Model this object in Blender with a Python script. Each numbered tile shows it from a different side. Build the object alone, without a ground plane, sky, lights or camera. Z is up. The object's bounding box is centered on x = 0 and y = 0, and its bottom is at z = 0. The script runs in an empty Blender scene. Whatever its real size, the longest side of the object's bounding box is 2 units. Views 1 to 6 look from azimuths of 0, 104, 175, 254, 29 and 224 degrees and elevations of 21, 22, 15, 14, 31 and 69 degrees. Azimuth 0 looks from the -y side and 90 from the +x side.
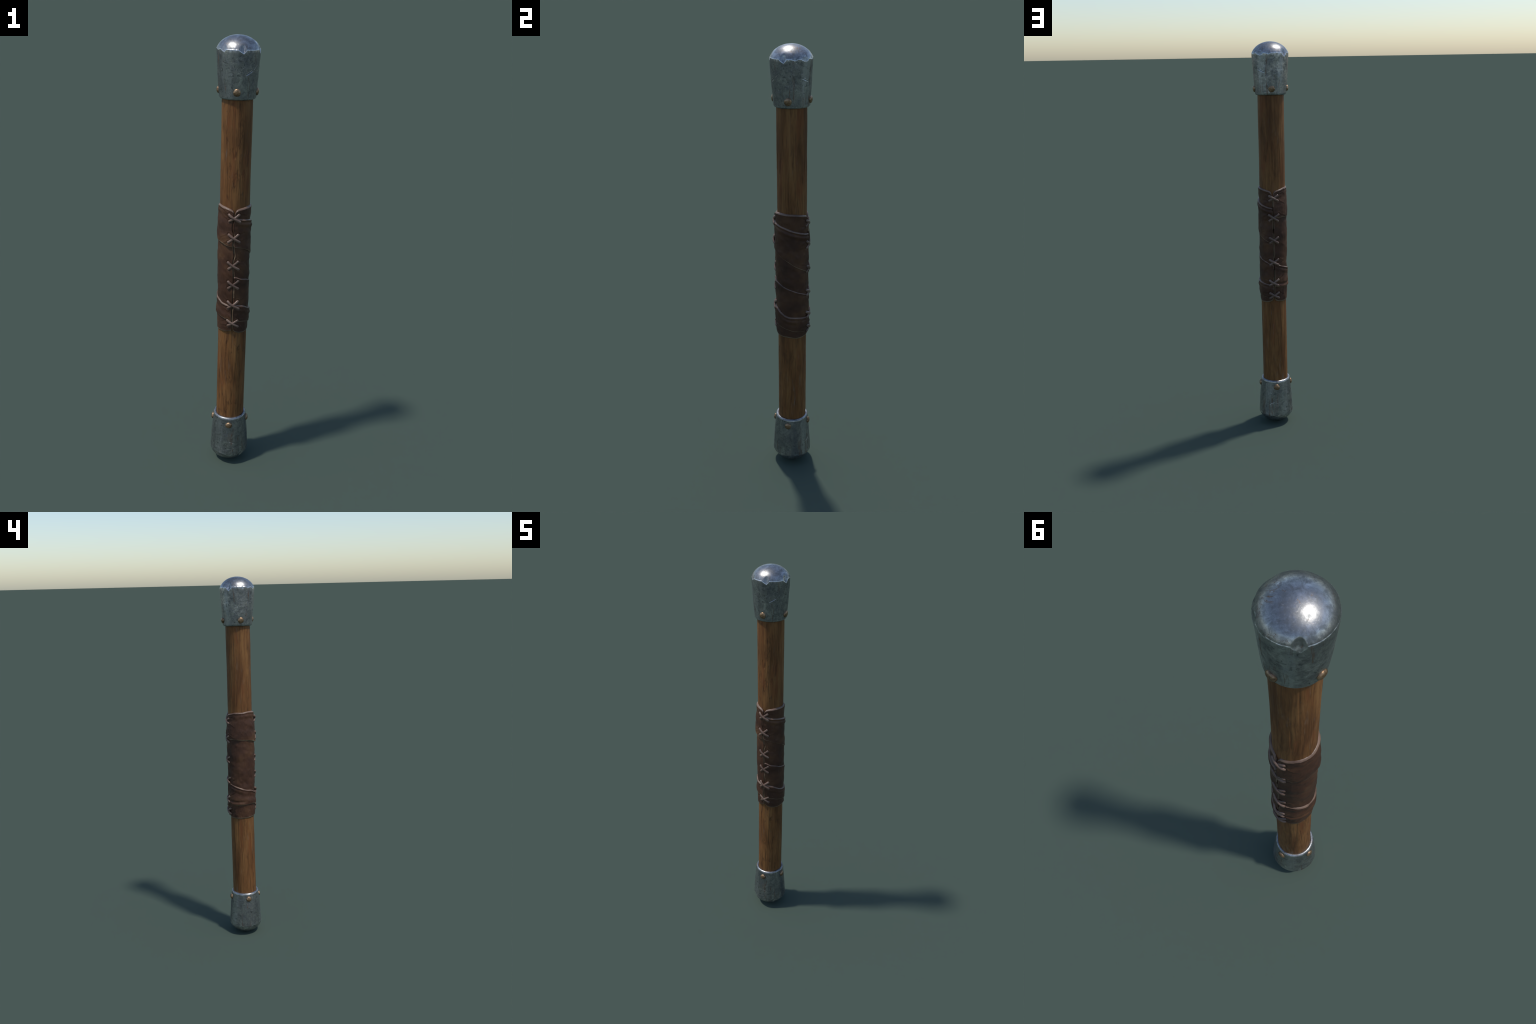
"""Short wooden club: turned shaft, riveted iron caps on both ends, laced leather grip."""
import bpy, math, random
import numpy as np
from mathutils import Vector, Matrix, noise as mnoise

random.seed(7)
TAU = 2 * math.pi
D2R = math.pi / 180

# ---------------------------------------------------------------- helpers
def interp(x, pts):
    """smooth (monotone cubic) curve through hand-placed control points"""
    xs = np.array([p[0] for p in pts], float)
    ys = np.array([p[1] for p in pts], float)
    h = np.diff(xs); d = np.diff(ys) / h
    m = np.zeros_like(ys)
    m[0], m[-1] = d[0], d[-1]
    for i in range(1, len(xs) - 1):
        if d[i - 1] * d[i] > 0:
            w1, w2 = 2 * h[i] + h[i - 1], h[i] + 2 * h[i - 1]
            m[i] = (w1 + w2) / (w1 / d[i - 1] + w2 / d[i])
    x = np.clip(np.asarray(x, float), xs[0], xs[-1])
    i = np.clip(np.searchsorted(xs, x) - 1, 0, len(h) - 1)
    t = (x - xs[i]) / h[i]
    return ((2*t**3 - 3*t**2 + 1) * ys[i] + (t**3 - 2*t**2 + t) * h[i] * m[i]
            + (-2*t**3 + 3*t**2) * ys[i+1] + (t**3 - t**2) * h[i] * m[i+1])

def sstep(a, b, x):
    t = np.clip((x - a) / (b - a), 0, 1)
    return t * t * (3 - 2 * t)

def hash3(ix, iy, iz, seed):
    n = (ix * 374761393 + iy * 668265263 + iz * 2147483647 + seed * 1274126177) & 0xFFFFFFFF
    n = ((n ^ (n >> 13)) * 1274126177) & 0xFFFFFFFF
    n = ((n ^ (n >> 16)) * 2246822519) & 0xFFFFFFFF
    return ((n ^ (n >> 15)) & 0xFFFFFF) / float(0xFFFFFF)

def vnoise(x, y, z, seed=0):
    """value noise in -1..1, vectorised"""
    x, y, z = np.broadcast_arrays(x, y, z)
    fx, fy, fz = np.floor(x), np.floor(y), np.floor(z)
    ix, iy, iz = fx.astype(np.int64), fy.astype(np.int64), fz.astype(np.int64)
    u, v, w = x - fx, y - fy, z - fz
    u, v, w = u*u*(3-2*u), v*v*(3-2*v), w*w*(3-2*w)
    r = 0
    for dx in (0, 1):
        for dy in (0, 1):
            for dz in (0, 1):
                r = r + hash3(ix+dx, iy+dy, iz+dz, seed) * (u if dx else 1-u) * (v if dy else 1-v) * (w if dz else 1-w)
    return r * 2 - 1

def fbm(x, y, z, seed=0, octaves=3):
    r, a, f = 0, 1.0, 1.0
    for o in range(octaves):
        r = r + a * vnoise(x*f, y*f, z*f, seed + o * 17)
        a *= .5; f *= 2.03
    return r

def wrap_deg(a):
    return (a + 180) % 360 - 180

def make_object(name, verts, faces, mat, parent, smooth=True):
    me = bpy.data.meshes.new(name)
    me.from_pydata(verts, [], faces)
    me.validate()
    me.update()
    if smooth:
        me.polygons.foreach_set("use_smooth", [True] * len(me.polygons))
    me.materials.append(mat)
    ob = bpy.data.objects.new(name, me)
    bpy.context.scene.collection.objects.link(ob)
    ob.parent = parent
    return ob

def grid_faces(rows, cols, closed_u, flip=False):
    f = []
    cmax = cols if closed_u else cols - 1
    for i in range(rows - 1):
        a, b = i * cols, (i + 1) * cols
        for j in range(cmax):
            k = (j + 1) % cols
            q = (a + j, a + k, b + k, b + j)
            f.append(q[::-1] if flip else q)
    return f

def cyl_xyz(az_deg, r, z, cx=0, cy=0):
    """azimuth 0 stands on -y, 90 on +x"""
    a = np.asarray(az_deg) * D2R
    return np.sin(a) * r + cx, -np.cos(a) * r + cy, z

# ---------------------------------------------------------------- node helpers
class Mat:
    def __init__(self, name):
        self.m = bpy.data.materials.new(name)
        self.m.use_nodes = True
        self.t = self.m.node_tree
        self.t.nodes.clear()
        self.out = self.t.nodes.new("ShaderNodeOutputMaterial")
        self.b = self.t.nodes.new("ShaderNodeBsdfPrincipled")
        self.t.links.new(self.b.outputs[0], self.out.inputs[0])
        self.co = self.t.nodes.new("ShaderNodeTexCoord").outputs["Object"]

    def put(self, sock, val):
        if isinstance(val, bpy.types.NodeSocket):
            self.t.links.new(val, sock)
        elif isinstance(val, tuple) and len(val) == 3 and sock.type == 'RGBA':
            sock.default_value = (*val, 1)
        else:
            sock.default_value = val

    def scaled(self, s, off=(0, 0, 0), vec=None):
        n = self.t.nodes.new("ShaderNodeMapping")
        self.put(n.inputs[0], vec or self.co)
        n.inputs["Location"].default_value = off
        n.inputs["Scale"].default_value = s
        return n.outputs[0]

    def noise(self, vec, scale=1, detail=3, rough=.55, dist=0):
        n = self.t.nodes.new("ShaderNodeTexNoise")
        self.put(n.inputs["Vector"], vec)
        n.inputs["Scale"].default_value = scale
        n.inputs["Detail"].default_value = detail
        n.inputs["Roughness"].default_value = rough
        n.inputs["Distortion"].default_value = dist
        return n.outputs[0]

    def voronoi(self, vec, scale=1, feature='F1', rand=1):
        n = self.t.nodes.new("ShaderNodeTexVoronoi")
        n.feature = feature
        self.put(n.inputs["Vector"], vec)
        n.inputs["Scale"].default_value = scale
        n.inputs["Randomness"].default_value = rand
        return n.outputs["Distance"]

    def ramp(self, fac, *stops):
        n = self.t.nodes.new("ShaderNodeValToRGB")
        self.put(n.inputs[0], fac)
        el = n.color_ramp.elements
        while len(el) < len(stops):
            el.new(.5)
        for e, (p, c) in zip(el, stops):
            e.position = p
            e.color = (*c, 1) if isinstance(c, tuple) else (c, c, c, 1)
        return n.outputs[0]

    def math(self, op, a, b=0.0, c=0.0):
        n = self.t.nodes.new("ShaderNodeMath")
        n.operation = op
        for s, v in zip(n.inputs, (a, b, c)):
            self.put(s, v)
        return n.outputs[0]

    def mix(self, fac, a, b, blend='MIX'):
        n = self.t.nodes.new("ShaderNodeMix")
        n.data_type = 'RGBA'
        n.blend_type = blend
        self.put(n.inputs[0], fac)
        self.put(n.inputs[6], a)
        self.put(n.inputs[7], b)
        return n.outputs[2]

    def bump(self, height, strength=.3, dist=.001, normal=None):
        n = self.t.nodes.new("ShaderNodeBump")
        n.inputs["Strength"].default_value = strength
        n.inputs["Distance"].default_value = dist
        self.put(n.inputs["Height"], height)
        if normal:
            self.put(n.inputs["Normal"], normal)
        return n.outputs[0]

    def xyz(self, vec=None):
        n = self.t.nodes.new("ShaderNodeSeparateXYZ")
        self.put(n.inputs[0], vec or self.co)
        return n.outputs

    def turn(self):
        """azimuth round the club axis as 0..1 (0.5 = the -y front)"""
        o = self.xyz()
        a = self.math('ARCTAN2', o[0], self.math('MULTIPLY', o[1], -1.0))
        return self.math('MULTIPLY_ADD', a, 1 / TAU, .5)

    def set(self, **kw):
        for k, v in kw.items():
            self.put(self.b.inputs[k.replace("_", " ")], v)
        return self.m

# ---------------------------------------------------------------- materials
def iron_material(worn=False):
    m = Mat("rubbed_iron_edge" if worn else "forged_iron")
    patch = m.noise(m.scaled((20, 20, 12)), 1, 6, .68, .9)
    mott = m.noise(m.scaled((48, 48, 40), (3, 1, 5)), 1, 5, .68, .5)
    speck = m.noise(m.scaled((150, 150, 110), (1, 8, 5)), 1, 4, .7)
    col = m.ramp(patch, (.30, (.190, .196, .200)), (.50, (.33, .332, .330)), (.68, (.57, .565, .555)))
    col = m.mix(m.ramp(mott, (.36, .8), (.56, 0.0)), col, (.150, .158, .163))
    col = m.mix(m.ramp(speck, (.57, 0.0), (.72, .6)), col, (.52, .515, .50))
    col = m.mix(m.ramp(speck, (.28, .5), (.43, 0.0)), col, (.17, .165, .16))
    z = m.xyz()[2]
    side = m.ramp(m.math('ABSOLUTE', m.math('SUBTRACT', z, 1.0)), (.940, 1.0), (.952, 0.0))
    # pale vertical bands under the dents of the rim
    a = m.math('ADD', m.turn(), m.math('MULTIPLY_ADD', m.noise(m.scaled((22, 22, 16), (2, 5, 8)), 1, 4, .6), .07, -.035))
    bands = m.ramp(a, (.0, 0.0), (.045, .15), (.06, 1.0), (.11, .9), (.135, .1), (.36, .05), (.375, .75), (.435, .85), (.46, .1),
                   (.49, .3), (.53, .0), (.865, .0), (.885, 1.0), (.935, .9), (.96, .0))
    streak = m.noise(m.scaled((60, 60, 5), (1, 7, 2)), 1, 3, .6)
    bandmask = m.math('MULTIPLY', bands, m.ramp(streak, (.3, .25), (.6, 1.0)))
    col = m.mix(m.math('MULTIPLY', m.math('MULTIPLY', bandmask, side), .55), col, (.57, .59, .59))
    # thin brown rust runs
    run = m.noise(m.scaled((62, 62, 3.6), (9, 2, 4)), 1, 2, .5, .2)
    runm = m.ramp(run, (.585, 0.0), (.62, 1.0), (.66, 0.0))
    gate = m.ramp(m.noise(m.scaled((12, 12, 7), (4, 4, 9)), 1, 2), (.42, 0.0), (.55, .8))
    runf = m.math('MULTIPLY', m.math('MULTIPLY', runm, gate), side)
    vein = m.ramp(m.noise(m.scaled((26, 26, 26), (3, 9, 1)), 1, 4, .6, .5), (.575, 0.0), (.59, 1.0), (.605, 0.0))
    veing = m.ramp(m.noise(m.scaled((30, 30, 30), (7, 4, 2)), 1, 2), (.47, 0.0), (.55, .75))
    runf = m.math('MAXIMUM', runf, m.math('MULTIPLY', m.math('MULTIPLY', vein, veing), m.math('SUBTRACT', 1.0, side)))
    col = m.mix(runf, col, (.17, .092, .045))
    # slanting dark scuffs
    scuff = m.noise(m.scaled((34, 34, 70), (1, 3, 7)), 1, 5, .72, 1.4)
    col = m.mix(m.math('MULTIPLY', m.ramp(scuff, (.36, .6), (.46, 0.0)), side), col, (.10, .108, .112))
    # dark corroded pits, ragged
    pits = m.noise(m.scaled((125, 125, 80), (2, 2, 2)), 1, 3, .6, .3)
    pg = m.ramp(m.noise(m.scaled((16, 16, 13), (6, 0, 2)), 1, 3), (.40, 0.0), (.54, 1.0))
    pit = m.math('MULTIPLY', m.math('MULTIPLY', m.ramp(pits, (.31, 1.0), (.40, 0.0)), pg), m.math('MULTIPLY_ADD', side, .85, .15))
    col = m.mix(m.math('MULTIPLY', pit, .9), col, (.055, .062, .068))
    if worn:                                                           # bare metal where edges have been rubbed
        col = m.mix(m.ramp(mott, (.30, .35), (.55, .75)), col, (.66, .68, .69))
    rough = m.ramp(m.math('ADD', m.math('MULTIPLY', mott, .55), m.math('MULTIPLY', patch, .45)),
                   (.36, .50), (.50, .34), (.64, .25))
    rough = m.math('ADD', rough, m.math('MULTIPLY', runf, .25))
    h = m.math('SUBTRACT', m.math('ADD', m.math('MULTIPLY', speck, .3), m.math('MULTIPLY', mott, .7)), m.math('MULTIPLY', pit, .8))
    nrm = m.bump(h, .17, .0022)
    return m.set(Base_Color=col, Metallic=.92, Roughness=rough, Normal=nrm)

def rivet_material():
    m = Mat("aged_copper")
    n = m.noise(m.scaled((95, 95, 95)), 1, 4, .6, .3)
    col = m.ramp(n, (.32, (.12, .070, .036)), (.5, (.26, .165, .092)), (.7, (.40, .27, .16)))
    return m.set(Base_Color=col, Metallic=.75, Roughness=m.ramp(n, (.3, .5), (.7, .36)), Normal=m.bump(n, .3, .0015))

def wood_material():
    m = Mat("stained_wood")
    warp = m.noise(m.scaled((7, 7, 4)), 1, 2, .5)
    nd = m.t.nodes.new("ShaderNodeVectorMath"); nd.operation = 'MULTIPLY_ADD'
    nd.inputs[1].default_value = (.022, .022, .0)
    w3 = m.t.nodes.new("ShaderNodeCombineXYZ")
    m.put(w3.inputs[0], warp); m.put(w3.inputs[1], warp)
    m.put(nd.inputs[0], w3.outputs[0]); m.put(nd.inputs[2], m.co)
    v = nd.outputs[0]
    grain = m.noise(m.scaled((66, 66, 4.2), vec=v), 1, 4, .62, .25)
    fine = m.noise(m.scaled((210, 210, 9.5), (3, 3, 1), vec=v), 1, 4, .65)
    broad = m.noise(m.scaled((20, 20, 4.6), (5, 1, 2), vec=v), 1, 4, .55, .3)
    col = m.ramp(broad, (.28, (.118, .049, .0165)), (.50, (.180, .079, .0255)), (.70, (.230, .110, .038)))
    col = m.mix(m.ramp(grain, (.34, .55), (.50, 0.0)), col, (.070, .028, .009))
    col = m.mix(m.ramp(grain, (.55, 0.0), (.72, .5)), col, (.255, .130, .042))
    col = m.mix(m.ramp(fine, (.36, .5), (.50, 0.0)), col, (.056, .025, .010))
    col = m.mix(m.ramp(fine, (.58, 0.0), (.74, .4)), col, (.250, .137, .055))
    # dark worn blotches, thickest on the front of the shaft
    blot = m.noise(m.scaled((46, 46, 15), (7, 2, 5), vec=v), 1, 4, .65, .6)
    front = m.ramp(m.turn(), (.28, .35), (.44, 1.0), (.60, 1.0), (.72, .35))
    col = m.mix(m.math('MULTIPLY', m.ramp(blot, (.33, .8), (.46, 0.0)), front), col, (.052, .023, .010))
    # reddish stain patches and small grey worn flecks
    red = m.noise(m.scaled((30, 30, 5.5), (8, 3, 6), vec=v), 1, 3, .5)
    col = m.mix(m.ramp(red, (.54, 0.0), (.70, .6)), col, (.165, .052, .017))
    fl = m.noise(m.scaled((100, 100, 10), (2, 6, 3), vec=v), 1, 3, .6)
    flg = m.noise(m.scaled((14, 14, 8), (1, 1, 7)), 1, 2)
    col = m.mix(m.math('MULTIPLY', m.ramp(fl, (.60, 0.0), (.70, .45)), m.ramp(flg, (.40, 0.0), (.6, 1.0))), col, (.18, .145, .11))
    h = m.math('ADD', m.math('MULTIPLY', grain, .6), m.math('MULTIPLY', fine, .4))
    return m.set(Base_Color=col, Roughness=m.ramp(grain, (.3, .7), (.7, .56)), Specular_IOR_Level=.22,
                 Normal=m.bump(h, .4, .0025))

def leather_material(name, base, light, dark, rough=(.60, .46), spec=.24):
    m = Mat(name)
    patch = m.noise(m.scaled((11, 11, 14)), 1, 4, .5, .3)
    scuff = m.noise(m.scaled((24, 24, 60), (4, 2, 1)), 1, 4, .65)
    grain = m.voronoi(m.scaled((420, 420, 420)), 1)
    col = m.ramp(patch, (.30, dark), (.5, base), (.72, light))
    col = m.mix(m.ramp(scuff, (.56, 0.0), (.78, .4)), col, light)
    h = m.math('ADD', m.math('MULTIPLY', grain, .35), scuff)
    return m.set(Base_Color=col, Roughness=m.ramp(scuff, (.35, rough[0]), (.7, rough[1])),
                 Specular_IOR_Level=spec, Normal=m.bump(h, .28, .0015))

IRON = iron_material()
WORN = iron_material(True)
COPPER = rivet_material()
WOOD = wood_material()
LEATHER = leather_material("dark_leather", (.064, .0290, .0165), (.105, .051, .0245), (.044, .0210, .0135))
HEM = leather_material("pale_leather_edge", (.150, .093, .063), (.225, .148, .104), (.080, .047, .033), (.46, .34), .4)
HEM_LOW = leather_material("lightened_leather_edge", (.175, .120, .074), (.235, .165, .105), (.105, .070, .043), (.46, .36), .4)
LINING = leather_material("leather_lining", (.022, .014, .011), (.030, .019, .014), (.015, .010, .008))
LACE = leather_material("leather_lace", (.145, .088, .062), (.225, .148, .110), (.085, .050, .035), (.38, .28), .5)

# ---------------------------------------------------------------- root
root = bpy.data.objects.new("wooden_club", None)
bpy.context.scene.collection.objects.link(root)
root["label"] = "short wooden club with iron caps and a laced leather grip"
root["category"] = "wooden club"

# the shaft runs a few millimetres off the axis of the caps
SHAFT_CX = [(0, .0), (.27, .0005), (.67, .002), (1.0, .0012), (1.3, .0005), (2, 0)]
SHAFT_CY = [(0, .002), (.27, .0027), (.67, .0036), (.85, .0038), (1.3, .003), (1.73, .0022), (2, .002)]
SHAFT_R = [(0, .0650), (.27, .0646), (.67, .0642), (1.0, .0640), (1.3, .0646), (1.73, .0650), (2, .0650)]

# ---------------------------------------------------------------- shaft
def build_shaft():
    nz, na = 760, 224
    z = np.linspace(.20, 1.80, nz)[:, None]
    az = (np.arange(na) * 360 / na)[None, :]
    cx, cy, r0 = interp(z, SHAFT_CX), interp(z, SHAFT_CY), interp(z, SHAFT_R)
    sx, sy = np.sin(az * D2R), -np.cos(az * D2R)
    r = r0 + np.zeros_like(az)
    r = r + .0007 * fbm(sx * 3, sy * 3, z * 6, 3)                 # hand-shaved undulation
    r = r + .00035 * fbm(sx * 14, sy * 14, z * 5, 5)              # raised grain
    groove = fbm(sx * 11 + .5, sy * 11, z * 2.4, 9, 2)
    r = r - .0007 * sstep(.45, .9, groove)                         # open grain lines
    # drying cracks and splinters: (azimuth, z) start, end, depth, half width in degrees
    cracks = [(-10, 1.552, -1, 1.500, .0030, 2.6), (32, 1.56, 31, 1.468, .0032, 2.4), (-33, 1.61, -30, 1.40, .0016, 2.0),
              (2, 1.60, 8, 1.545, .0018, 2.2), (9, 1.46, 13, 1.42, .0018, 2.0), (20, 1.45, 24, 1.34, .0016, 1.8),
              (27, .62, 33, .52, .0024, 3.4), (20, .55, 22, .43, .0018, 2.2), (-6, .50, -2, .44, .0016, 2.4),
              (-20, .66, -22, .56, .0014, 2.0), (8, .40, 9, .30, .0016, 2.0), (-150, 1.50, -146, 1.36, .0014, 1.8),
              (150, 1.62, 156, 1.44, .0014, 1.8), (110, 1.58, 104, 1.46, .0013, 1.8), (-95, 1.56, -92, 1.35, .0013, 1.8),
              (-70, .62, -64, .45, .0014, 1.8), (-120, .60, -112, .42, .0015, 1.9), (170, .56, 176, .40, .0015, 1.9),
              (100, .60, 112, .40, .0014, 1.9), (60, .50, 64, .33, .0013, 1.9)]
    for a0, z0, a1, z1, dep, hw in cracks:
        t = (z - z0) / (z1 - z0)
        inside = np.clip(np.minimum(t, 1 - t) * 5, 0, 1) * ((t > 0) & (t < 1))
        bend = .9 * np.sin(t * 5 + a0)
        da = wrap_deg(az - (a0 + (a1 - a0) * t + bend))
        r = r - dep * inside * np.exp(-(da / hw) ** 2) + .12 * dep * inside * np.exp(-((da + 2.4 * hw) / hw) ** 2)
    x, y, zz = cyl_xyz(az, r, z + 0 * az, cx, cy)
    v = np.stack([x, y, zz], -1).reshape(-1, 3)
    faces = grid_faces(nz, na, True)
    faces.append(tuple(range(na))[::-1])
    faces.append(tuple((nz - 1) * na + j for j in range(na)))
    return make_object("shaft", v.tolist(), faces, WOOD, root)

build_shaft()

# ---------------------------------------------------------------- iron caps
DOME_A, DOME_B = .0970, .0830

def cap_profile(n_side, n_dome, rim_r, rim_h, lip):
    """(radius, distance from the closed end, arc parameter) from the inner lip, up the side, over the rim to the pole"""
    p = [(.0600, .2490), (.0630, .2514), (.0660, .2528), (.0698, .2530), (.0734, .2512), (.0759, .2480), (.0769, .2440)]
    lo = p[-1]
    # inner lip & chamfer, resampled
    pts = []
    for (a, b) in zip(p[:-1], p[1:]):
        for k in range(4):
            t = k / 4
            pts.append((a[0] + (b[0] - a[0]) * t, a[1] + (b[1] - a[1]) * t))
    hi = (rim_r, rim_h + lip)
    for k in range(n_side):
        t = k / n_side
        pts.append((lo[0] + (hi[0] - lo[0]) * t + .0009 * math.sin(math.pi * t), lo[1] + (hi[1] - lo[1]) * t))
    return pts, hi

def build_cap(name, top):
    na = 512
    side, hi = cap_profile(190, 0, .0911, .0535, .0030 if top else .006)
    # dome: a slightly flattened half ellipse, joined to the side with a small (top) or larger (bottom) worn bevel
    r_edge = .0894 if top else .0876
    a_edge = math.asin(r_edge / DOME_A)
    e = (r_edge, DOME_B - DOME_B * math.cos(a_edge))
    prof = list(side)
    nb = 8
    for k in range(nb):
        t = k / nb
        c = (hi[0] + .0002, e[1] + .3 * (hi[1] - e[1]))
        prof.append(((1-t)**2 * hi[0] + 2*t*(1-t) * c[0] + t*t * e[0], (1-t)**2 * hi[1] + 2*t*(1-t) * c[1] + t*t * e[1]))
    nd = 110
    for k in range(nd):
        a = a_edge * (1 - k / nd)
        prof.append((DOME_A * math.sin(a), DOME_B * (1 - math.cos(a))))
    P = np.array(prof)
    R, H = P[:, 0][:, None], P[:, 1][:, None]
    # outward normal of the profile
    dR, dH = np.gradient(P[:, 0]), np.gradient(P[:, 1])
    L = np.hypot(dR, dH) + 1e-9
    nR, nH = (-dH / L)[:, None], (dR / L)[:, None]
    az = (np.arange(na) * 360 / na - 180)[None, :]
    sx, sy = np.sin(az * D2R), -np.cos(az * D2R)
    seed = 21 if top else 57
    X, Y = sx * R, sy * R
    on_side = sstep(.252, .240, H + 0 * az) * (.25 + .75 * sstep(.045, .058, H))
    disp = .0007 * fbm(X * 26, Y * 26, H * 20, seed) * on_side            # hammered undulation
    disp = disp + .00012 * fbm(X * 110, Y * 110, H * 110, seed + 3) * on_side
    pitn = fbm(X * 170, Y * 170, H * 130, seed + 5, 2)
    pitg = sstep(.0, .5, fbm(X * 22, Y * 22, H * 22, seed + 8, 2))
    disp = disp - .0008 * sstep(.80, 1.2, pitn) * pitg * on_side * sstep(.056, .064, H)          # corrosion pits
    R_cut, H_cut = R + 0 * az, H + 0 * az
    rim_h = .0545 if top else .050
    rimd = H - rim_h                                                   # + on the side, - on the dome
    rim = np.exp(-(rimd / .006) ** 2)
    disp = disp - (.0002 + .0011 * np.abs(fbm(sx * 12, sy * 12, 0 * H, seed + 11, 3))) * rim * (.9 if top else .7)
    # nicks filed into the rim by a slanting V cut: azimuth, half width, drop below the rim, steepness
    if top:
        nicks = [(-39, .0085, .0045, 2.4), (15.5, .0110, .0105, 2.3), (81, .0115, .0130, 2.4), (144, .0120, .0085, 4.2), (-133.5, .0120, .0150, 2.5),
                 (-64, .004, .0014, 2.6), (171, .005, .0016, 3.0), (112, .005, .0014, 3.0)]
    else:
        nicks = [(41.5, .009, .0080, 2.4), (-74, .010, .0070, 2.4), (-40, .040, .0110, 3.2), (118, .008, .0045, 2.6),
                 (-14, .010, .0035, 2.6), (165, .008, .003, 2.6), (-120, .008, .003, 2.6)]
    r_rim = .0903 if top else .0890
    for a0, hw, drop, m in nicks:
        sl = np.sqrt((wrap_deg(az - a0) * D2R * .0905) ** 2 + .0018 ** 2) - .0018
        sl = sl * (1 + .22 * np.sign(wrap_deg(az - a0)))
        g = (rim_h + drop - H) + m * (R - r_rim + .07 * drop) - drop / hw * sl * 1.05
        g = g * (np.abs(wrap_deg(az - a0)) < 60)
        amt = (.5 * (g + np.sqrt(g * g + .0010 ** 2)) - .0001) / math.hypot(1, m)
        amt = np.clip(amt, 0, 1) * sstep(-.006, -.001, g) * sstep(.074, .086, R) * sstep(.20, .10, H)
        R_cut = R_cut - amt * m / math.hypot(1, m)
        H_cut = H_cut + amt / math.hypot(1, m)
    # long cuts: azimuth / height start and end, depth, half width
    if top:
        cuts = [(22, .1525, 48, .1325, .0017, .0016), (44, .1345, 66, .109, .0007, .0013), (131, .1290, 158, .1455, .0013, .0015),
                (-30, .12, -26, .17, .0008, .002), (100, .19, 108, .12, .0005, .0016)]
    else:
        cuts = [(148, .117, 172, .137, .0009, .0014), (174, .125, -174, .132, .0007, .0013), (-2, .132, 26, .112, .0006, .0016),
                (-22, .08, 24, .095, .0005, .0020), (4, .07, 26, .11, .0004, .0022), (-40, .13, -22, .07, .0005, .0022)]
    for a0, h0, a1, h1, dep, hw in cuts:
        k = .083
        span = wrap_deg(a1 - a0)
        ex, eh = span * D2R * k, h1 - h0
        Ln = math.hypot(ex, eh)
        px, ph = wrap_deg(az - a0) * D2R * k, H - h0
        t = (px * ex + ph * eh) / Ln / Ln
        d = (px * eh - ph * ex) / Ln
        tap = np.clip(np.minimum(t, 1 - t) * 4, 0, 1) * ((t > 0) & (t < 1)) * on_side
        disp = disp - dep * tap * np.exp(-(d / hw) ** 2) + .3 * dep * tap * np.exp(-((d - 2 * hw) / hw) ** 2)
    disp = disp * sstep(.0, .02, R)
    R2, H2 = R_cut + nR * disp, H_cut + nH * disp
    # caps lean a little to follow the shaft
    if top:
        z = 2.0 - H2
        cy = interp(z, [(1.70, .0030), (1.90, .0006), (2.0, 0)])
    else:
        z = H2
        cy = interp(z, [(0, .001), (.05, .001), (.25, .0003), (.3, .0003)])
    x, y, zz = sx * R2, sy * R2 + cy, z
    v = np.stack(np.broadcast_arrays(x, y, zz), -1).reshape(-1, 3).tolist()
    rows = len(prof)
    faces = grid_faces(rows, na, True, flip=not top)
    faces = [f for f in faces]
    pole = len(v)
    v.append((0, 0 if top else .001, 2.0 if top else 0.0))
    last = (rows - 1) * na
    for j in range(na):
        f = (last + j, last + (j + 1) % na, pole)
        faces.append(f if top else f[::-1])
    ob = make_object(name, v, faces, IRON, root)
    # bare, rubbed metal along the ridge of the rim (it follows the nicks) and along the lip
    Rb, Zb = np.broadcast_to(R2, (rows, na)), np.broadcast_to(H2, (rows, na))
    gr, gz = np.gradient(Rb, axis=0), np.gradient(Zb, axis=0)
    ang = np.unwrap(np.arctan2(gz, gr), axis=0)
    arc = np.cumsum(np.hypot(gr, gz), axis=0)
    turn = np.zeros_like(ang)
    turn[3:-3] = np.abs(ang[6:] - ang[:-6]) / (arc[6:] - arc[:-6] + 1e-6)
    zone = (H > .040) & (H < (.076 if top else .066)) & (np.arange(rows)[:, None] > 60) & (R > .07)
    turn = np.where(zone, turn, 0)
    ridge = np.argmax(turn, axis=0)
    at = arc[ridge, np.arange(na)][None, :]
    azr = az * D2R
    jit = fbm(np.sin(azr) * 22, np.cos(azr) * 22, H * 160, seed + 30, 2)
    jit2 = fbm(np.sin(azr) * 6, np.cos(azr) * 6, 0 * H, seed + 33, 2)
    worn = (arc - at > -.0010 - .0005 * jit) & (arc - at < .0020 + .0010 * jit + .0009 * jit2)
    lip_at = arc[22, :][None, :]
    worn = worn | (np.abs(arc - lip_at) < .0006 + .0008 * jit)
    ob.data.materials.append(WORN)
    idx = np.zeros(len(ob.data.polygons), int)
    n = (rows - 1) * na
    idx[:n] = worn[:-1].reshape(-1)
    ob.data.polygons.foreach_set("material_index", idx)
    return ob

cap_top = build_cap("iron_cap", True)
cap_low = build_cap("iron_cap", False)

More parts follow.
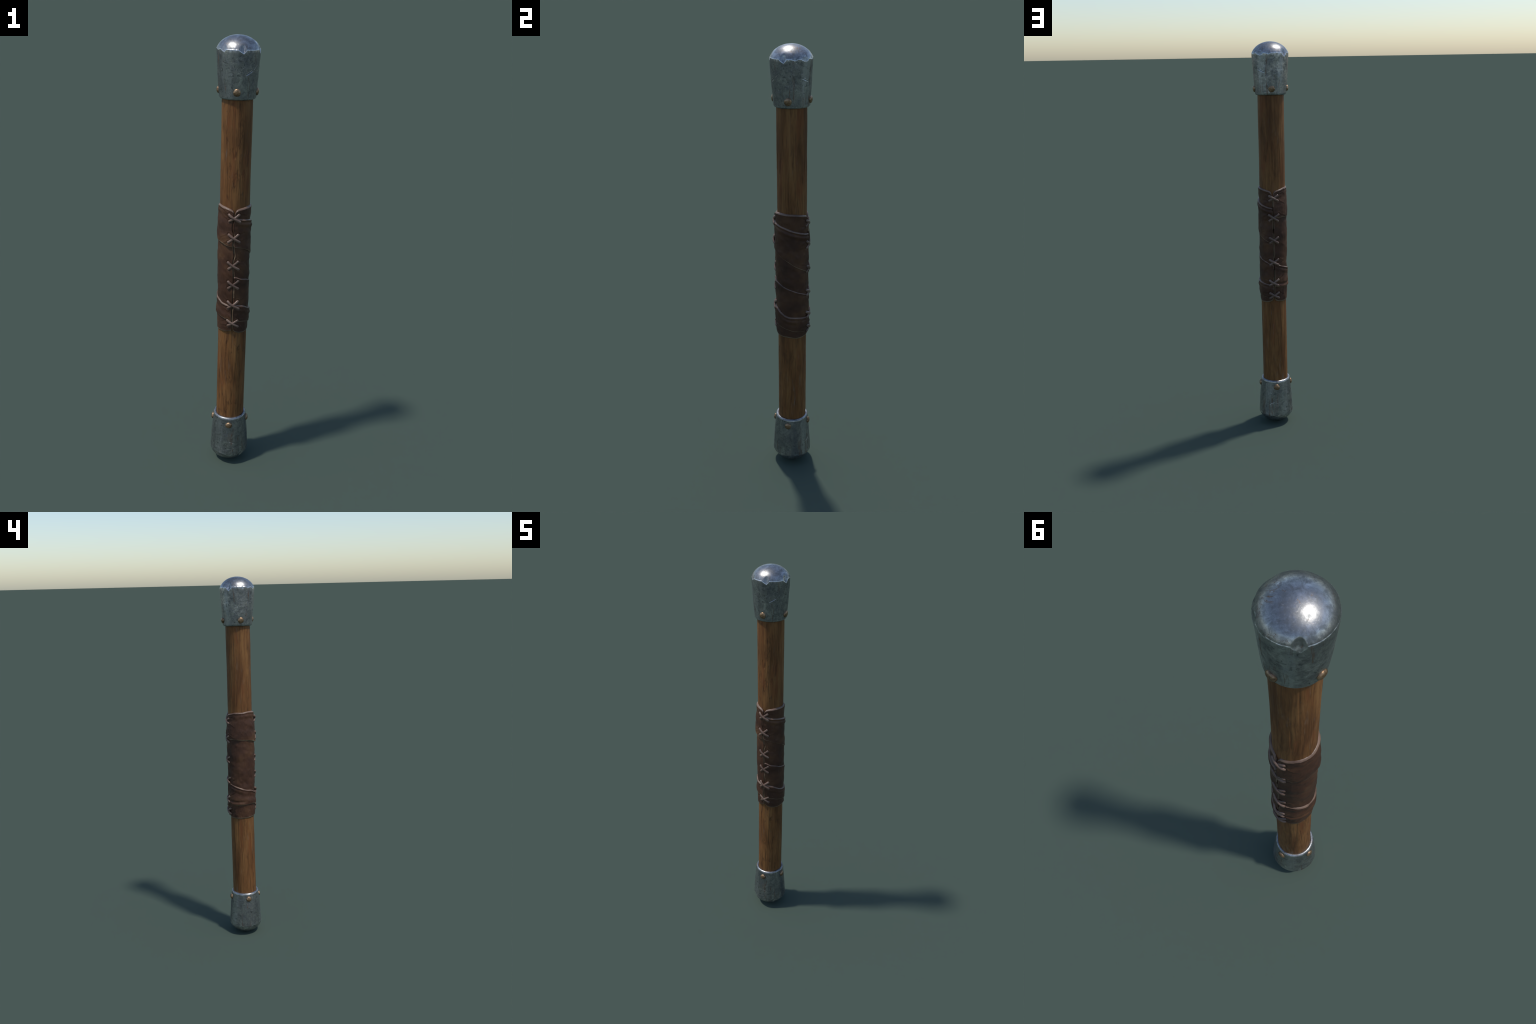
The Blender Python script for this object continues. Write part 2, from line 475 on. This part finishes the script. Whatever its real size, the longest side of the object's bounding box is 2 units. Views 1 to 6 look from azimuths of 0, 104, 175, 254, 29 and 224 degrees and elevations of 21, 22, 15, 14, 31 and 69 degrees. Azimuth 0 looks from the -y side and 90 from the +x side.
# ---------------------------------------------------------------- rivets
def rivet_mesh():
    """low domed head, local +z outward"""
    prof = [(.0152, -.004), (.0154, .0), (.0153, .0018), (.0144, .0036), (.0125, .0055), (.0098, .0070), (.0066, .0080), (.0032, .0085)]
    na = 40
    v, f = [], []
    for r, h in prof:
        for j in range(na):
            a = TAU * j / na
            w = 1 + .025 * math.sin(2 * a + .5) + .018 * math.sin(3 * a)
            dent = .0005 * mnoise.noise(Vector((r * w * math.cos(a) * 160, r * w * math.sin(a) * 160, 2)))
            v.append((r * w * math.cos(a), r * w * math.sin(a), h + (dent if h > .003 else 0)))
    f = grid_faces(len(prof), na, True)
    v.append((0, 0, .0084))
    c = len(v) - 1
    for j in range(na):
        f.append(((len(prof) - 1) * na + j, (len(prof) - 1) * na + (j + 1) % na, c))
    ob = make_object("rivet", v, f, COPPER, None)
    return ob

first = rivet_mesh()
spots = [(cap_top, 0, 1.7796, .0030), (cap_top, 90.2, 1.777, .0026), (cap_top, 179.6, 1.7776, .0026), (cap_top, -92, 1.7784, .0026),
         (cap_low, 0, .2168, .0003), (cap_low, 88.7, .2195, .0003), (cap_low, 179.8, .2190, .0003), (cap_low, -90.5, .2203, .0003)]
for i, (parent, a, z, cy) in enumerate(spots):
    ob = first if i == 0 else first.copy()
    if i:
        bpy.context.scene.collection.objects.link(ob)
    h = 2 - z if z > 1 else z
    t = (.2440 - h) / (.2440 - .056)
    r = .0769 + (.0909 - .0769) * t + .0004
    ar = a * D2R
    out = Vector((math.sin(ar), -math.cos(ar), (-.073 if z > 1 else .073))).normalized()
    quat = out.to_track_quat('Z', 'Y')
    ob.parent = parent
    s = 1.04 + random.uniform(-.04, .04)
    ob.matrix_world = Matrix.Translation((math.sin(ar) * r, -math.cos(ar) * r + cy, z)) @ quat.to_matrix().to_4x4() \
        @ Matrix.Rotation(random.uniform(0, TAU), 4, 'Z') @ Matrix.Diagonal((s, s, 1, 1))

# ---------------------------------------------------------------- leather grip
GRIP_CX = [(.68, .0022), (.85, .0018), (1.0, .001), (1.3, .0004)]
GRIP_CY = [(.68, .0040), (.85, .0038), (1.0, .0026), (1.18, .0012), (1.30, .0020)]

# lace holes of each cross: seam azimuth, then (az offset, z) of upper left, lower right, upper right, lower left
CROSSES = [(0, (-17, 1.2635), (19.5, 1.2320), (18, 1.2640), (-15.5, 1.2330)), (0, (-15.5, 1.1744), (19.5, 1.1400), (16, 1.1745), (-17, 1.1385)),
           (0, (-17.5, 1.0440), (19.5, 1.0115), (17.5, 1.0490), (-15.5, 1.0125)), (0, (-16, .9525), (19, .9200), (20, .9575), (-16, .9190)),
           (0, (-16, .8560), (21, .8230), (19.5, .8585), (-15.5, .8245)), (0, (-17, .7650), (21, .7325), (20, .7650), (-15, .7365)),
           (180, (-16.5, 1.2540), (17.5, 1.2285), (17.3, 1.2560), (-16.8, 1.2280)), (180, (-17.9, 1.1577), (17.1, 1.1245), (18.5, 1.1604), (-16.7, 1.1268)),
           (180, (-16.3, 1.0397), (15.7, 1.0112), (17, 1.0414), (-16, 1.0116)), (180, (-18, .9236), (16, .8969), (17.2, .9264), (-16.7, .8962)),
           (180, (-18.8, .8140), (14.5, .7871), (15.8, .8193), (-17.4, .7884)), (180, (-18, .7469), (17.2, .7192), (17.6, .7484), (-18.4, .7187))]
HOLES = [(c[0] + h[0], h[1]) for c in CROSSES for h in c[1:]]

def seam(which, z):
    """azimuth of the two laced seams: gently wavering lines"""
    if which == 0:
        return interp(z, [(.69, 1.0), (.74, 1.0), (.80, -.6), (.86, 2.0), (.93, 2.8), (.97, 3.4), (1.01, 1.0), (1.05, .6), (1.075, 4.0), (1.10, 1.6),
                          (1.13, -.8), (1.17, .6), (1.195, -4.0), (1.22, -3.2), (1.245, .0), (1.30, 2.0)])
    return interp(z, [(.69, 178.8), (.8, 178.6), (.9, 179.2), (1.0, 178.2), (1.1, 178.0), (1.2, 176.6), (1.30, 175.6)])

def leather_relief(az, z, seed):
    """folds and creases shared by all strips; az, z arrays"""
    a = az * D2R
    sx, sy = np.sin(a), -np.cos(a)
    o = .0017 * fbm(sx * 1.8, sy * 1.8, z * 30 + np.sin(a * .5) * 1.5, seed, 2)
    o = o + .0009 * fbm(sx * 5 + z * 8, sy * 5, z * 48 + np.sin(a) * 3, seed + 4, 2)
    o = o + .00012 * fbm(sx * 40, sy * 40, z * 420, seed + 9, 2)
    for h, hz in HOLES:
        d2 = (wrap_deg(az - h) * D2R * .074) ** 2 + (z - hz) ** 2
        o = o - .0022 * np.exp(-d2 / .0060 ** 2) + .0007 * np.exp(-((np.sqrt(d2) - .0105) / .003) ** 2)
    for k, (h, hz) in enumerate(HOLES):                                # wrinkles drawn towards the lace holes
        sgn = 1 if wrap_deg(h if abs(wrap_deg(h)) < 90 else h - 180) > 0 else -1
        px = wrap_deg(az - h) * D2R * .074 * sgn
        slope = .55 * math.sin(k * 2.4 + 1)
        d = (z - hz) - slope * px
        o = o - .0007 * sstep(.002, .014, px) * sstep(.052, .02, px) * np.exp(-(d / .0042) ** 2)
        o = o + .0006 * sstep(.002, .012, px) * sstep(.052, .02, px) * np.exp(-((d - .006) / .004) ** 2)
    for c in CROSSES:                                                  # pulled tight under each cross
        zc = (c[1][1] + c[2][1]) / 2
        o = o - .0008 * np.exp(-(wrap_deg(az - c[0]) / 26) ** 2 - ((z - zc) / .019) ** 2)
    return o

def quarter(d, w):
    t = np.clip(d / w, 0, 1)
    return np.sqrt(np.clip(1 - (1 - t) ** 2, 0, 1))

STRIPS = []

def leather_strip(side, top, bottom, radius, thick, seed, wt=.0075, wb=.004, ridge=None, hem=.62, fold=0):
    """one strip: side 'right' spans seam 0..180, 'left' spans 180..360 (as -180..0);
    top, bottom: z along the azimuth; radius: outer radius along v (0 top .. 1 bottom)"""
    na, nv = 230, 110
    STRIPS.append((side, top, bottom, radius, thick))
    u = np.linspace(0, 1, na)
    u = (u - .035 * np.sin(TAU * u) * 1.6)[None, :]
    u = (u - u.min()) / (u.max() - u.min())
    t = np.linspace(0, 1, nv)
    t = (t - np.sin(TAU * t) / TAU * .82)[:, None]
    # a first guess of azimuth gives z, z gives the exact seam azimuths
    guess = (u * 180 if side == 'right' else u * 180 - 180)
    zt, zb = interp(guess, top), interp(guess, bottom)
    z = zt + (zb - zt) * t
    gap = .30 + .75 * np.clip(vnoise(0 * z, z * 24, 0 * z, 91) + .15, 0, 1)
    if side == 'right':
        a0, a1 = seam(0, z) + gap, seam(180, z) - gap
    else:
        a0, a1 = seam(180, z) - 360 + gap, seam(0, z) - gap
    az = a0 + (a1 - a0) * u
    r = .0003 + outer_radius(az, z, t + 0 * az, radius) + leather_relief(az, z, seed)
    if ridge is not None:
        r = r + ridge(az, z)
    ds = np.minimum(az - a0, a1 - az) * D2R * .074
    r = r + .0015 * np.exp(-((ds - .0045) / .0035) ** 2)                 # lip along the seams
    dt, db = (zt - z), (z - zb)
    r = r + .0008 * np.exp(-((dt - wt * .9) / .005) ** 2)
    if fold:                                                           # slack fold hanging below the top hem
        fa = .35 + .65 * sstep(-.5, .5, fbm(np.sin(az * D2R) * 1.6, np.cos(az * D2R) * 1.6, 0 * z, seed + 6, 2))
        r = r + fold * fa * (np.exp(-((dt - .024) / .008) ** 2) - .9 * np.exp(-((dt - .0125) / .005) ** 2) - .6 * np.exp(-((dt - .038) / .008) ** 2))
    k = quarter(dt, wt) * quarter(db, wb)
    r_out = r - thick * (1 - k) - .0042 * (1 - quarter(ds, .0032))
    cx, cy = interp(z, GRIP_CX), interp(z, GRIP_CY)
    x, y, zz = cyl_xyz(az, r_out, z, cx, cy)
    xi, yi, zi = cyl_xyz(az, .0605 + 0 * z, z, cx, cy)
    vo = np.stack([x, y, zz], -1).reshape(-1, 3)
    vi = np.stack([xi, yi, zi], -1).reshape(-1, 3)
    v = np.concatenate([vo, vi]).tolist()
    n = na * nv
    faces = grid_faces(nv, na, False, flip=True)
    faces += [tuple(n + i for i in f[::-1]) for f in faces]
    for j in range(na - 1):
        faces.append((j, j + 1, n + j + 1, n + j))
        b = (nv - 1) * na
        faces.append((b + j + 1, b + j, n + b + j, n + b + j + 1))
    for i in range(nv - 1):
        a, b = i * na, (i + 1) * na
        faces.append((b, a, n + a, n + b))
        a, b = a + na - 1, b + na - 1
        faces.append((a, b, n + b, n + a))
    ob = make_object("leather_strip", v, faces, LEATHER, grip)
    # pale hem along the top edge, thinner light line along the bottom edge and seams
    ob.data.materials.append(HEM)
    ob.data.materials.append(HEM_LOW)
    wob = 1 + .22 * fbm(np.sin(az * D2R) * 2.5, np.cos(az * D2R) * 2.5, 0 * z, seed + 2, 2)
    idx = np.zeros((nv, na), int)
    idx[(db + 0 * az) < wb * 1.15 * wob] = 2
    idx[(ds < .0028 * wob) & (vnoise(0 * az, z * 26, 0 * z, seed) > -.45)] = 2  # highlight of the raised seam lips, painted with the lighter leather
    idx[(dt + 0 * az) < wt * hem * wob] = 1
    idx = idx[:-1, :-1].reshape(-1)
    full = np.zeros(len(ob.data.polygons), int)
    full[:len(idx)] = idx
    ob.data.polygons.foreach_set("material_index", full)
    return ob

def outer_radius(az, z, t, radius):
    ell = .0036 * np.cos(az * D2R) ** 2                                # fuller towards the laced seams
    return interp(t, radius) + ell

# dark lining sleeve seen in the gaps of the seams
def build_lining():
    na, nz = 128, 60
    z = np.linspace(.722, 1.262, nz)[:, None]
    az = (np.arange(na) * 360 / na)[None, :]
    r = .0648 + .0016 * np.cos(az * D2R) ** 2 + 0 * z
    r = np.where((np.arange(nz) % (nz - 1) == 0)[:, None], .0615, r)
    x, y, zz = cyl_xyz(az, r, z + 0 * az, interp(z, GRIP_CX), interp(z, GRIP_CY))
    v = np.stack([x, y, zz], -1).reshape(-1, 3).tolist()
    return make_object("leather_grip", v, grid_faces(nz, na, True), LINING, root)

grip = build_lining()

# edges, as z along the azimuth (right half 0..180, left half -180..0)
TOP_R = [(0, 1.256), (1.2, 1.267), (4, 1.277), (9, 1.2840), (29, 1.2908), (56, 1.2940), (84, 1.2930), (115, 1.2910), (141, 1.2862), (163, 1.2800), (170, 1.2765), (174.5, 1.2705), (177, 1.262), (180, 1.252)]
E2 = [(0, 1.2500), (10, 1.2490), (21, 1.2455), (35, 1.2415), (52, 1.2380), (77, 1.2310), (100, 1.2222), (122, 1.2128), (145, 1.2040), (162, 1.1975), (173, 1.1950), (180, 1.1915)]
E3 = [(0, 1.1225), (3, 1.1180), (9, 1.1140), (28, 1.1090), (50, 1.0968), (70, 1.0820), (93, 1.0650), (115, 1.0478), (141, 1.0287), (160, 1.0155), (172, 1.0090), (180, 1.005)]
E4 = [(0, .9770), (5, .9768), (21, .9692), (40, .9622), (52, .9585), (73, .9472), (95, .9382), (117, .9278), (142, .9155), (160, .9055), (170, .9000), (180, .895)]
E5 = [(0, .842), (18, .8400), (35, .8352), (55, .8226), (76, .8087), (91, .8030), (117, .8002), (142, .7955), (155, .7932), (180, .790)]
E6 = [(0, .7565), (25, .7555), (40, .7525), (64, .7433), (87, .7354), (108, .7285), (130, .7242), (155, .7200), (180, .717)]
BOT_R = [(0, .734), (1.5, .7240), (4, .7145), (9, .7080), (28, .6980), (50, .6958), (78, .6945), (114, .6925), (137, .6930), (153, .6952), (166, .7005), (173, .7070), (177, .7150), (180, .725)]
TOP_L = [(-180, 1.250), (-177, 1.264), (-172, 1.2765), (-160, 1.2822), (-143, 1.2866), (-129, 1.2905), (-96, 1.2918), (-65, 1.2950), (-42, 1.2938), (-23, 1.2898), (-7, 1.2825), (-2.5, 1.2775), (-.8, 1.2700), (0, 1.257)]
L1 = [(-180, 1.1435), (-167, 1.1410), (-140, 1.1402), (-114, 1.1390), (-88, 1.1368), (-70, 1.1358), (-50, 1.1310), (-29, 1.1231), (-14, 1.1183), (-2, 1.1172), (0, 1.118)]
L2 = [(-180, .904), (-170, .9000), (-157, .8942), (-136, .8845), (-112, .8746), (-87, .8638), (-57, .8560), (-40, .8466), (-21, .8412), (0, .836)]
L3 = [(-180, .7815), (-177, .7808), (-152, .7742), (-126, .7728), (-104, .7742), (-75, .7762), (-61, .7772), (-38, .7729), (-20, .7672), (0, .7600)]
BOT_L = [(-180, .725), (-178, .7110), (-171, .7025), (-152, .6977), (-133, .6962), (-109, .6970), (-86, .6982), (-64, .7005), (-53, .7022), (-32, .7044), (-16, .7068), (-5, .7110), (-1.5, .7180), (0, .730)]

def shifted(curve, dz):
    return [(a, z + dz) for a, z in curve]

BOT_R, BOT_L = shifted(BOT_R, -.002), shifted(BOT_L, -.002)
# right half, inner strips first
leather_strip('right', TOP_R, shifted(E2, -.030), [(0, .0708), (.35, .0702), (.62, .0684), (1, .0670)], .0075, 31, wt=.009)
leather_strip('right', shifted(E3, .03), shifted(E4, -.02), [(0, .0690), (.3, .0702), (.7, .0702), (.85, .0690), (1, .0680)], .005, 33)
leather_strip('right', shifted(E6, .03), BOT_R, [(0, .0690), (.45, .0704), (.75, .0698), (.90, .0690), (1, .0684)], .0062, 35, wb=.0065)
leather_strip('right', E4, shifted(E5, -.02), [(0, .0720), (.12, .0716), (.6, .0704), (.8, .0692), (1, .0690)], .0056, 37, wt=.0065, hem=.5)
leather_strip('right', E2, E3, [(0, .0754), (.15, .0744), (.5, .0718), (.8, .0724), (1, .0744)], .0078, 39, wt=.009, wb=.0035, hem=.5, fold=.0020)
leather_strip('right', E5, E6, [(0, .0752), (.25, .0758), (.6, .0746), (1, .0738)], .0074, 41, wt=.009, wb=.0035, hem=.4, fold=.0020)

# left half
def roll(az, z):
    """rolled hem above the lower edge, fading towards the front"""
    e = interp(az, L3)
    f = sstep(-70, -110, az)
    d = z - e
    return .0022 * f * np.exp(-((d - .0075) / .006) ** 2) - .0022 * f * np.exp(-((d - .021) / .006) ** 2)

leather_strip('left', shifted(L1, .03), shifted(L2, -.02), [(0, .0686), (.18, .0698), (.4, .0708), (.75, .0700), (.92, .0684), (1, .068)], .005, 43)
leather_strip('left', shifted(L3, .03), BOT_L, [(0, .0684), (.4, .0696), (.75, .0692), (.90, .0686), (1, .0680)], .0060, 45, wb=.0065)
leather_strip('left', TOP_L, L1, [(0, .0702), (.25, .0704), (.55, .0728), (.85, .0758), (1, .0752)], .0078, 47, wt=.009, wb=.0045, fold=.0012)
leather_strip('left', L2, L3, [(0, .0736), (.15, .0726), (.4, .0720), (.75, .0750), (1, .0740)], .0066, 49, wt=.0075, wb=.0040, ridge=roll, hem=.6, fold=.0010)

# ---------------------------------------------------------------- lacing
def grip_radius(az, z):
    """outermost leather at a point"""
    a = wrap_deg(az)
    best = .066
    for side, top, bottom, radius, th in STRIPS:
        aa = a if side == 'left' else a
        if (side == 'right') != (aa >= 0):
            continue
        zt, zb = float(interp(aa, top)), float(interp(aa, bottom))
        if zb - .001 <= z <= zt + .001:
            t = (zt - z) / (zt - zb)
            best = max(best, float(outer_radius(np.array(aa), z, np.array(t), radius)))
    return best

def lace(p0, p1, lift, width, seed):
    n, m = 26, 12
    v, f = [], []
    path = []
    g0, g1 = grip_radius(*p0), grip_radius(*p1)
    gm = max(grip_radius(p0[0] * .5 + p1[0] * .5 + o, (p0[1] + p1[1]) / 2) for o in (-4, 4)) - .0008
    for i in range(n):
        t = i / (n - 1)
        e = -.07 + 1.14 * t
        az = p0[0] + (p1[0] - p0[0]) * e
        z = p0[1] + (p1[1] - p0[1]) * e
        g = g0 + (g1 - g0) * t
        g = max(g, g + (gm - g) * math.sin(math.pi * t))
        arch = math.sin(math.pi * t) ** .5
        r = g - .0030 + (.0030 + lift) * arch
        r += .0004 * mnoise.noise(Vector((t * 5, seed, 0)))
        cx, cy = float(interp(z, GRIP_CX)), float(interp(z, GRIP_CY))
        x, y, _ = cyl_xyz(az, r, z, cx, cy)
        path.append((Vector((float(x), float(y), z)), Vector((math.sin(az * D2R), -math.cos(az * D2R), 0))))
    for i, (p, out) in enumerate(path):
        tan = (path[min(i + 1, n - 1)][0] - path[max(i - 1, 0)][0]).normalized()
        b = tan.cross(out).normalized()
        o = b.cross(tan).normalized()
        t = i / (n - 1)
        w = width * math.sqrt(max(.12, 1 - max(0, abs(2 * t - 1) - .86) ** 2 / .14 ** 2)) * (.92 + .18 * abs(2 * t - 1) ** 2 + .07 * mnoise.noise(Vector((t * 4, seed * 3.1, 5))))
        for j in range(m):
            a = TAU * j / m
            c, s = math.cos(a), math.sin(a)
            v.append(tuple(p + b * (w * c) + o * (w * .82 * s)))
    f = grid_faces(n, m, True, flip=True)
    f.append(tuple(range(m)))
    f.append(tuple((n - 1) * m + j for j in range(m))[::-1])
    return make_object("lace", v, f, LACE, grip)

for i, c in enumerate(CROSSES):
    s, ul, lr, ur, ll = c
    lace((s + ur[0], ur[1]), (s + ll[0], ll[1]), .0006, .0061, i * 2 + 1)
    lace((s + ul[0], ul[1]), (s + lr[0], lr[1]), .0036, .0064, i * 2 + 2)
